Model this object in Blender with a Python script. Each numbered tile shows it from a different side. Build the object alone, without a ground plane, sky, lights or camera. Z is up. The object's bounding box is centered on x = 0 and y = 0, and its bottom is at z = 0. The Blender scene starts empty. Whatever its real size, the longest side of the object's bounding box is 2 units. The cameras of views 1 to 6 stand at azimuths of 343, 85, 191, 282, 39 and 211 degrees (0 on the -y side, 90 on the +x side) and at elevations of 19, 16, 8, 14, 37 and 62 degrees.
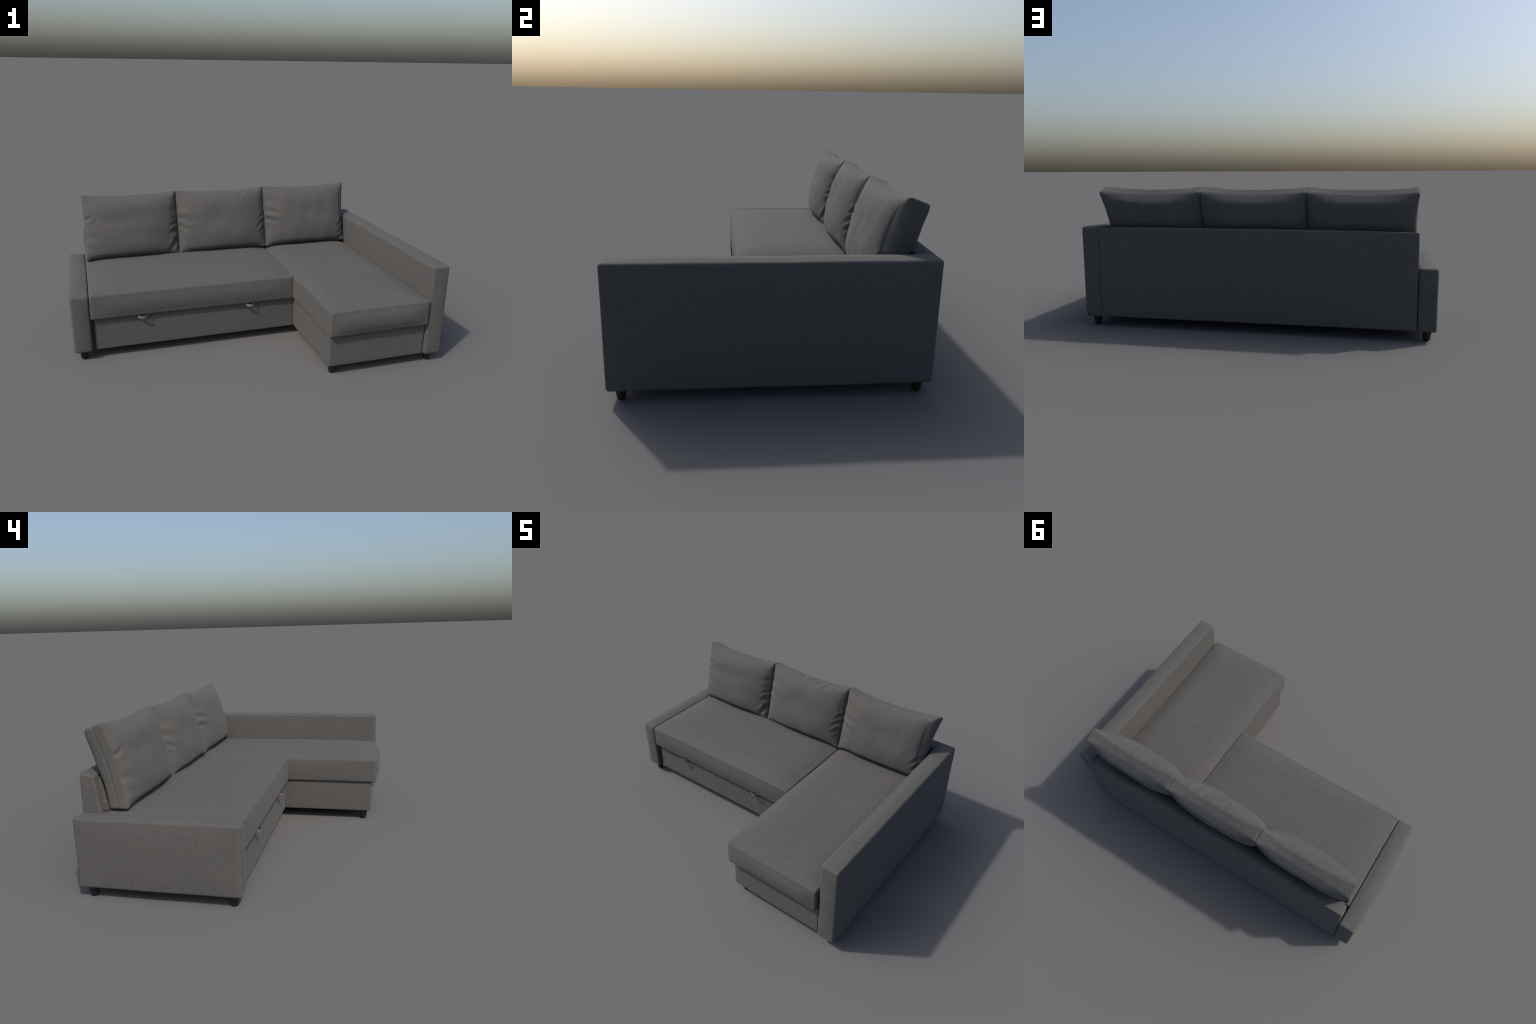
# Corner sofa with chaise: upholstered blocks, three loose back cushions, tapered feet, fabric pull loops.
import bpy, math
import numpy as np
from mathutils import Vector

# ------------------------------------------------------------------ materials
def new_mat(name):
    m = bpy.data.materials.new(name); m.use_nodes = True
    nt = m.node_tree
    return m, nt, nt.nodes, nt.links, nt.nodes["Principled BSDF"]

def woven_fabric(name, dark, mid, light, thread=1.0):
    """Linen weave: streaks of thread colour running along the two axes that lie in the surface."""
    m, nt, N, L, bsdf = new_mat(name)
    tc = N.new("ShaderNodeTexCoord"); geo = N.new("ShaderNodeNewGeometry")
    sep = N.new("ShaderNodeSeparateXYZ"); L.new(geo.outputs["Normal"], sep.inputs[0])
    def math_node(op, a, b=None, c=None):
        n = N.new("ShaderNodeMath"); n.operation = op
        for i, v in enumerate((a, b, c)):
            if v is None: continue
            if isinstance(v, (int, float)): n.inputs[i].default_value = v
            else: L.new(v, n.inputs[i])
        return n.outputs[0]
    total = None; wsum = None
    for face in range(3):
        # cloth lying across axis `face`: warp and weft run along the two other axes
        nn = math_node("ABSOLUTE", sep.outputs[face])
        wgt = math_node("POWER", nn, 8.0)
        pair = None
        for run in range(3):
            if run == face: continue
            mp = N.new("ShaderNodeMapping"); L.new(tc.outputs["Object"], mp.inputs[0])
            sc = [300.0 * thread] * 3; sc[run] = 20.0 * thread; sc[face] = 3.0
            mp.inputs["Scale"].default_value = sc
            mp.inputs["Location"].default_value = (3.1 * run + face, 7.7 * run, 1.3 * run + 5 * face)
            nz = N.new("ShaderNodeTexNoise"); nz.inputs["Scale"].default_value = 1.0
            nz.inputs["Detail"].default_value = 3.0; nz.inputs["Roughness"].default_value = 0.65
            L.new(mp.outputs[0], nz.inputs["Vector"])
            pair = nz.outputs["Fac"] if pair is None else math_node("MULTIPLY", math_node("ADD", pair, nz.outputs["Fac"]), 0.5)
        t = math_node("MULTIPLY", pair, wgt)
        total = t if total is None else math_node("ADD", total, t)
        wsum = wgt if wsum is None else math_node("ADD", wsum, wgt)
    weave = math_node("DIVIDE", total, wsum)
    # slow unevenness of the yarn: slight patches lighter / darker
    nz2 = N.new("ShaderNodeTexNoise"); nz2.inputs["Scale"].default_value = 26.0
    nz2.inputs["Detail"].default_value = 4.0
    L.new(tc.outputs["Object"], nz2.inputs["Vector"])
    slub = math_node("MULTIPLY_ADD", nz2.outputs["Fac"], 0.07, -0.035)
    fac = math_node("ADD", weave, slub)
    ramp = N.new("ShaderNodeValToRGB"); L.new(fac, ramp.inputs["Fac"])
    e = ramp.color_ramp.elements
    e[0].position = 0.30; e[0].color = (*dark, 1)
    e[1].position = 0.70; e[1].color = (*light, 1)
    k = e.new(0.5); k.color = (*mid, 1)
    L.new(ramp.outputs["Color"], bsdf.inputs["Base Color"])
    bsdf.inputs["Roughness"].default_value = 0.92
    bsdf.inputs["Specular IOR Level"].default_value = 0.18
    bsdf.inputs["Sheen Weight"].default_value = 0.06
    bsdf.inputs["Sheen Roughness"].default_value = 0.5
    bump = N.new("ShaderNodeBump"); bump.inputs["Strength"].default_value = 0.25
    bump.inputs["Distance"].default_value = 0.0012
    L.new(weave, bump.inputs["Height"]); L.new(bump.outputs[0], bsdf.inputs["Normal"])
    return m

def plain(name, col, rough, spec=0.4, noise=0.0, scale=60.0):
    m, nt, N, L, bsdf = new_mat(name)
    bsdf.inputs["Roughness"].default_value = rough
    bsdf.inputs["Specular IOR Level"].default_value = spec
    tc = N.new("ShaderNodeTexCoord"); nz = N.new("ShaderNodeTexNoise")
    nz.inputs["Scale"].default_value = scale; L.new(tc.outputs["Object"], nz.inputs["Vector"])
    ramp = N.new("ShaderNodeValToRGB"); L.new(nz.outputs["Fac"], ramp.inputs["Fac"])
    ramp.color_ramp.elements[0].position = .3; ramp.color_ramp.elements[1].position = .7
    ramp.color_ramp.elements[0].color = (*[c * (1 - noise) for c in col], 1)
    ramp.color_ramp.elements[1].color = (*[c * (1 + noise) for c in col], 1)
    L.new(ramp.outputs["Color"], bsdf.inputs["Base Color"])
    return m

FABRIC = woven_fabric("grey_linen_weave", (.0655, .0652, .0635), (.0830, .0815, .0785), (.1030, .0988, .0935))
LOOP = plain("pull_loop_webbing", (.118, .114, .108), .8, .2, .08, 300)  # base colour lightened above the sofa fabric to carry the sun on the loops
BLACK = plain("black_plastic", (.011, .011, .011), .45, .4, .15)
BLACK_FILL = plain("matte_black_fill", (.008, .008, .008), .95, .1, .2)
METAL = plain("zinc_screw", (.35, .35, .35), .4, .5, .1)

# ------------------------------------------------------------------ mesh helpers
ROOT = bpy.data.objects.new("corner_sofa", None)
bpy.context.scene.collection.objects.link(ROOT)
ROOT["label"] = "grey linen corner sofa with chaise and three loose cushions"
ROOT["category"] = "sofa"

def make_object(name, verts, faces, mat, parent=ROOT, smooth=True):
    me = bpy.data.meshes.new(name)
    me.from_pydata([tuple(v) for v in verts], [], [tuple(int(i) for i in f) for f in faces])
    me.update()
    if smooth: me.polygons.foreach_set("use_smooth", [True] * len(me.polygons))
    me.materials.append(mat)
    ob = bpy.data.objects.new(name, me)
    bpy.context.scene.collection.objects.link(ob)
    ob.parent = parent
    return ob

def axis_samples(h, r, n, rseg):
    inner = h - r
    ang = np.linspace(0, math.pi / 4, rseg + 1)[1:]
    end = inner + r * np.tan(ang)
    return np.concatenate([-end[::-1], np.linspace(-inner, inner, n + 1), end])

def rounded_box(half, r, step, rseg=4, counts=None):
    """Surface lattice of a box with rounded edges.
    Returns points, the same points clamped to the inner box in -1..1, outward normals, quads."""
    half = np.array(half, float)
    n = counts or [max(2, int(round(2 * (h - r) / step))) for h in half]
    S = [axis_samples(half[i], r, n[i], rseg) for i in range(3)]
    M = [len(s) for s in S]
    key, pts, quads = {}, [], []
    def vid(i, j, k):
        t = (i, j, k)
        if t not in key:
            key[t] = len(pts); pts.append((S[0][i], S[1][j], S[2][k]))
        return key[t]
    for ax in range(3):
        b, c = (ax + 1) % 3, (ax + 2) % 3
        for side in (0, M[ax] - 1):
            for p in range(M[b] - 1):
                for q in range(M[c] - 1):
                    ids = []
                    for dp, dq in ((0, 0), (1, 0), (1, 1), (0, 1)):
                        t = [0, 0, 0]; t[ax] = side; t[b] = p + dp; t[c] = q + dq
                        ids.append(vid(*t))
                    quads.append(ids if side else ids[::-1])
    P = np.array(pts)
    C = np.clip(P, -(half - r), half - r)
    D = P - C
    D /= np.linalg.norm(D, axis=1)[:, None]
    return C + r * D, C / (half - r), D, quads

def ripple(P, seed, amp, wave):
    """Slow irregular undulation of stretched cloth: a few seeded sine waves."""
    rng = np.random.default_rng(seed)
    out = np.zeros(len(P))
    for _ in range(7):
        d = rng.normal(size=3); d /= np.linalg.norm(d)
        f = 2 * math.pi / (wave * rng.uniform(.6, 1.7))
        out += np.sin(P @ d * f + rng.uniform(0, 6.28))
    return amp * out / 7 ** .5

def upholstered_block(name, lo, hi, r=.012, bulge=None, power=3.0, step=.02, seed=1,
                      unevenness=.0008, shape=None, mat=None):
    lo, hi = np.array(lo, float), np.array(hi, float)
    P, U, D, quads = rounded_box((hi - lo) / 2, r, step)
    P = P.copy()
    for face, amount in (bulge or {}).items():
        ax = "xyz".index(face[1]); sg = 1 if face[0] == "+" else -1
        b, c = (ax + 1) % 3, (ax + 2) % 3
        w = np.clip(D[:, ax] * sg, 0, 1)
        k = power[face[1]] if isinstance(power, dict) else power
        kb, kc = k if isinstance(k, tuple) else (k, k)
        f = (1 - np.abs(U[:, b]) ** kb) * (1 - np.abs(U[:, c]) ** kc)
        P[:, ax] += sg * amount * f * w
    P += (lo + hi) / 2
    P += D * ripple(P, seed, unevenness, .35)[:, None]
    if shape: P = shape(P, U, D)
    return make_object(name, P, quads, mat or FABRIC)

# ------------------------------------------------------------------ carcass
FLOOR_GAP = .057
# tall armrest along the chaise
upholstered_block("armrest", (.884, -.640, .0530), (.9865, .666, .575), r=.014,
                  bulge={"+x": .0135, "+z": .005, "-x": .008, "-y": .004, "+y": .003}, power=3, seed=3)
# low armrest beside the sofa seat
upholstered_block("armrest", (-.991, -.108, .0530), (-.892, .667, .389), r=.014,
                  bulge={"-x": .009, "+z": .006, "-y": .004, "+y": .003}, power=3, seed=4)

# backrest: rear face upright, front face slopes back towards the top
def backrest_slope(P, U, D):
    P = P.copy()
    t = np.clip((P[:, 2] - FLOOR_GAP) / (.57 - FLOOR_GAP), 0, 1)
    front = np.clip((.667 - P[:, 1]) / .12, 0, 1)
    P[:, 1] += front * .062 * t
    P[:, 2] -= .012 * front * t ** 6
    return P
upholstered_block("backrest", (-.888, .535, FLOOR_GAP), (.8862, .667, .573), r=.009,
                  bulge={"+z": .009, "+y": .005}, power=4, seed=5, shape=backrest_slope)

# padded inner panel between backrest and cushions, with a ragged raw edge at the open end
def inner_slope(P, U, D):
    P = P.copy()
    P[:, 1] += .055 * np.clip((P[:, 2] - .36) / .2, 0, 1)
    raw = np.clip((-.80 - P[:, 0]) / .05, 0, 1)
    P[:, 0] += raw * (.004 * np.sin(P[:, 2] * 310) + .003 * np.sin(P[:, 2] * 733 + 1))
    return P
upholstered_block("backrest_lining", (-.862, .530, .37), (.880, .580, .546), r=.006, step=.012,
                  bulge={"-y": .003}, seed=15, shape=inner_slope)

# sofa seat: thick mattress block overhanging the drawer
upholstered_block("seat_cushion", (-.8905, -.109, .245), (.2912, .545, .391), r=.013,
                  bulge={"+z": .024, "-y": .010}, power={"z": 7, "y": (2, 5)}, seed=6)

# chaise mattress with a rounder, bulging front
upholstered_block("chaise_cushion", (.2910, -.6575, .245), (.8762, .545, .391), r=.012,
                  bulge={"+z": .024, "-y": .0168, "-x": .003}, power={"z": 7, "y": (2.6, 6), "x": 3}, seed=7)

# bases
upholstered_block("drawer_front", (-.872, -.084, .055), (.3045, -.05, .243), r=.005,
                  bulge={"-y": .002}, seed=8, unevenness=.0004)
upholstered_block("chaise_base", (.3065, -.626, FLOOR_GAP), (.8785, .52, .2435), r=.007,
                  bulge={"-y": .002, "-x": .002}, seed=9, unevenness=.0005)

# near-black box filling the dark space behind the drawer front
upholstered_block("bed_box", (-.868, -.049, .075), (.304, .53, .243), r=.004, step=.1,
                  unevenness=0, mat=BLACK_FILL)

# ------------------------------------------------------------------ back cushions
def smooth01(t):
    t = np.clip(t, 0, 1); return t * t * (3 - 2 * t)

def dome(s, p, q):
    return np.clip(1 - np.abs(s) ** p, 0, 1) ** q

def back_cushion(x0, x1, seed, creases, dents, pinch=(.004, .004), rear_full=.050, taper=(0, 0), roll=(.034, .034), height=.398):
    W, H, T = (x1 - x0) / 2, height / 2, .050
    P, U, D, quads = rounded_box((W, T, H), .013, None, rseg=4, counts=[150, 18, 110])
    u, w, v = P[:, 0] / W, -P[:, 1] / T, (P[:, 2] / H + 1) / 2     # w: +1 front, -1 rear; v: 0 bottom, 1 top
    # spine of the reclining cushion in the y-z plane, bending back towards the top
    yc = .482 + .066 * v + .034 * v ** 2.4
    zc = .405 + .385 * v
    dy = .066 + .034 * 2.4 * v ** 1.4; dz = np.full_like(v, .385)
    ln = np.hypot(dy, dz)
    ny, nz = -dz / ln, dy / ln
    nz = nz * smooth01(v / .5)                                      # the underside lies flat on the seat
    # plumpness: fullest low in the front, high in the rear where nothing presses on it
    vf = np.clip(v, 0, 1) ** .92
    vr = np.clip(v, 0, 1) ** 1.12
    Bf = dome(u, 2.5, .82) * dome(2 * vf - 1, 2.7, .58)
    Br = dome(u, 3.2, .70) * dome(2 * vr - 1, 2.8, .55)
    edge_f = 1 - .62 * dome(u, 2.4, .8) * np.exp(-(v / .07) ** 2) - .50 * dome(u, 3, .8) * np.exp(-((1 - v) / .06) ** 2)
    edge_r = 1 - .50 * dome(u, 3, .8) * np.exp(-((1 - v) / .06) ** 2)
    front = T * edge_f * .96 + .056 * Bf
    rear = T * edge_r + rear_full * Br * smooth01((v - .25) / .35)
    # creases run from the side seams into the face: (u, v) start, (u, v) end, half width, depth
    relief = np.zeros(len(P))
    asp = W / H
    for (ua, va, ub, vb, wid, dep) in creases:
        ax, ay, bx, by = ua * asp, va * 2, ub * asp, vb * 2
        px, py = u * asp, v * 2
        lx, ly = bx - ax, by - ay
        t = ((px - ax) * lx + (py - ay) * ly) / (lx * lx + ly * ly)
        tc = np.clip(t, 0, 1)
        side = ((px - ax) * -ly + (py - ay) * lx) / math.hypot(lx, ly)
        along = np.hypot(px - (ax + tc * lx), py - (ay + tc * ly))
        d2 = along / (wid / H)
        groove = -np.exp(-d2 ** 2) + .55 * np.exp(-((along - 1.7 * wid / H) / (wid / H)) ** 2)
        relief += .74 * dep * groove * (1 - smooth01((tc - .15) / .85))
    for (uc, vc, ru, rv, dep) in dents:
        relief -= dep * np.exp(-((u - uc) / ru) ** 2 - ((v - vc) / rv) ** 2)
    side_mask = smooth01((w + .1) / 1.1)
    off = np.where(w > 0, w * front, w * rear)
    off = off + relief * side_mask
    y = yc + ny * off
    z = zc + nz * off
    # outline is drawn in between the corners
    z -= .018 * dome(u, 2, 1) * smooth01((v - .75) / .25) * (1 - .3 * w)
    z += .006 * dome(u, 2, 1) * (1 - smooth01(v / .12)) * smooth01(w * .5 + .5)
    pin = np.where(u < 0, pinch[0], pinch[1]) * dome(2 * v - 1, 2, 1)
    tap = np.where(u < 0, taper[0], taper[1]) * ((1 - v) * np.clip(.5 - .5 * w, 0, 1) - .25 * v ** 3)
    x = (x0 + x1) / 2 + u * (W - (pin + tap) * np.abs(u) ** 5)
    # the front panel rolls round from the side seam instead of meeting the side at an edge
    wf, wr = np.clip(w, 0, 1), np.clip(-w, 0, 1)
    rolled = np.where(u < 0, roll[0], roll[1]) * (1 - np.sqrt(1 - wf ** 2 * .98)) + .006 * (1 - np.sqrt(1 - wr ** 2 * .98))
    x -= np.sign(u) * rolled * dome(2 * v - 1, 4, .8) * np.abs(u) ** 7
    # sewn seam along the side gusset
    side = np.abs(u) > .93
    groove = .0035 * np.exp(-((w + .08) / .07) ** 2) * smooth01((np.abs(u) - .93) / .06)
    x -= np.sign(u) * groove
    Q = np.stack([x, y, z], 1)
    Q += D * ripple(Q, seed, .0016, .16)[:, None] * np.array([.4, 1, .6])
    Q[:, 2] = np.maximum(Q[:, 2], .398)
    return make_object("back_cushion", Q, quads, FABRIC)

back_cushion(-.889, -.2965, 11, pinch=(.010, .0), rear_full=.043, taper=(.0, 0), roll=(.008, .034),
    creases=[(-1.0, .62, -.72, .69, .012, .008), (-1.0, .36, -.60, .33, .018, .005), (-1.0, .20, -.70, .17, .016, .003),
             (1.0, .50, .78, .44, .009, .007), (1.0, .38, .72, .32, .013, .006),
             (1.0, .22, .74, .05, .015, .012), (1.0, .70, .66, .67, .018, .004)],
    dents=[(-.30, .58, .42, .13, .011), (.1, .22, .5, .12, -.004), (.3, .8, .4, .1, -.004)])
back_cushion(-.3030, .2955, 12, pinch=(.0, .0),
    creases=[(-1.0, .57, -.50, .46, .020, .007), (-1.0, .44, -.62, .33, .014, .006), (-1.0, .74, -.60, .72, .022, .003),
             (1.0, .54, .80, .42, .011, .007), (1.0, .44, .74, .32, .012, .008), (1.0, .32, .78, .24, .011, .005),
             (.56, .99, .36, .82, .014, .006), (.34, .99, .20, .84, .013, .005), (-.15, .99, -.17, .86, .013, .005)],
    dents=[(-.15, .55, .42, .16, .008), (.4, .25, .5, .12, -.004)])
back_cushion(.2885, .8855, 13, pinch=(.0, .004), taper=(0, .036), roll=(.034, .052),
    creases=[(-1.0, .60, -.46, .50, .016, .007), (-1.0, .46, -.56, .37, .014, .009), (-1.0, .76, -.6, .75, .024, .003),
             (1.0, .36, .74, .24, .013, .009), (1.0, .24, .76, .13, .012, .008), (1.0, .12, .72, .04, .013, .007),
             (.10, 1.0, .06, .86, .014, .004)],
    dents=[(.15, .56, .45, .16, .008), (-.4, .25, .5, .12, -.003)])

# ------------------------------------------------------------------ feet
def lathe(name, profile, mat, seg=32):
    verts, faces = [], []
    for r, z in profile:
        for i in range(seg):
            a = 2 * math.pi * i / seg
            verts.append((r * math.cos(a), r * math.sin(a), z))
    for k in range(len(profile) - 1):
        for i in range(seg):
            j = (i + 1) % seg
            faces.append((k * seg + i, k * seg + j, (k + 1) * seg + j, (k + 1) * seg + i))
    faces.append(list(range(seg))[::-1])
    faces.append([(len(profile) - 1) * seg + i for i in range(seg)])
    return make_object(name, verts, faces, mat)

foot = lathe("foot", [(.0125, 0), (.0160, .0012), (.0176, .004), (.0222, .030), (.0262, .056), (.0262, .0615)], BLACK)
spots = [(-.939, -.060), (-.942, .616), (.936, -.588), (.937, .617), (.347, -.580), (.352, .47)]
foot.location = (*spots[0], 0)
for s in spots[1:]:
    f = foot.copy(); f.location = (*s, 0)
    bpy.context.scene.collection.objects.link(f)

# ------------------------------------------------------------------ fabric pull loops
def pull_loop(cx):
    half, reach, z0, z1, th = .030, .032, .2305, .2465, .0014
    verts, faces = [], []
    n = 40
    for i in range(n + 1):
        a = math.pi * i / n
        c, s = math.cos(a), math.sin(a)
        px, py = half * c, -reach * s ** .9
        nx, ny = c / half, -s / reach
        l = math.hypot(nx, ny); nx, ny = nx / l, ny / l
        sag = -.003 * s
        for o, z in ((th, z0), (th, z1), (-th, z1), (-th, z0)):
            verts.append((cx + px + nx * o, -.086 + py + ny * o, z + sag))
    for i in range(n):
        for k in range(4):
            a, b = i * 4 + k, i * 4 + (k + 1) % 4
            faces.append((a, b, b + 4, a + 4))
    faces.append((3, 2, 1, 0)); faces.append(tuple(n * 4 + k for k in range(4)))
    ob = make_object("pull_loop", verts, faces, LOOP, smooth=False)
    return ob
pull_loop(-.605)
pull_loop(.026)

# small screw head under the rear rail
screw = lathe("screw", [(.003, .045), (.0045, .047), (.0045, .060)], METAL, 12)
screw.location = (.245, .60, 0)
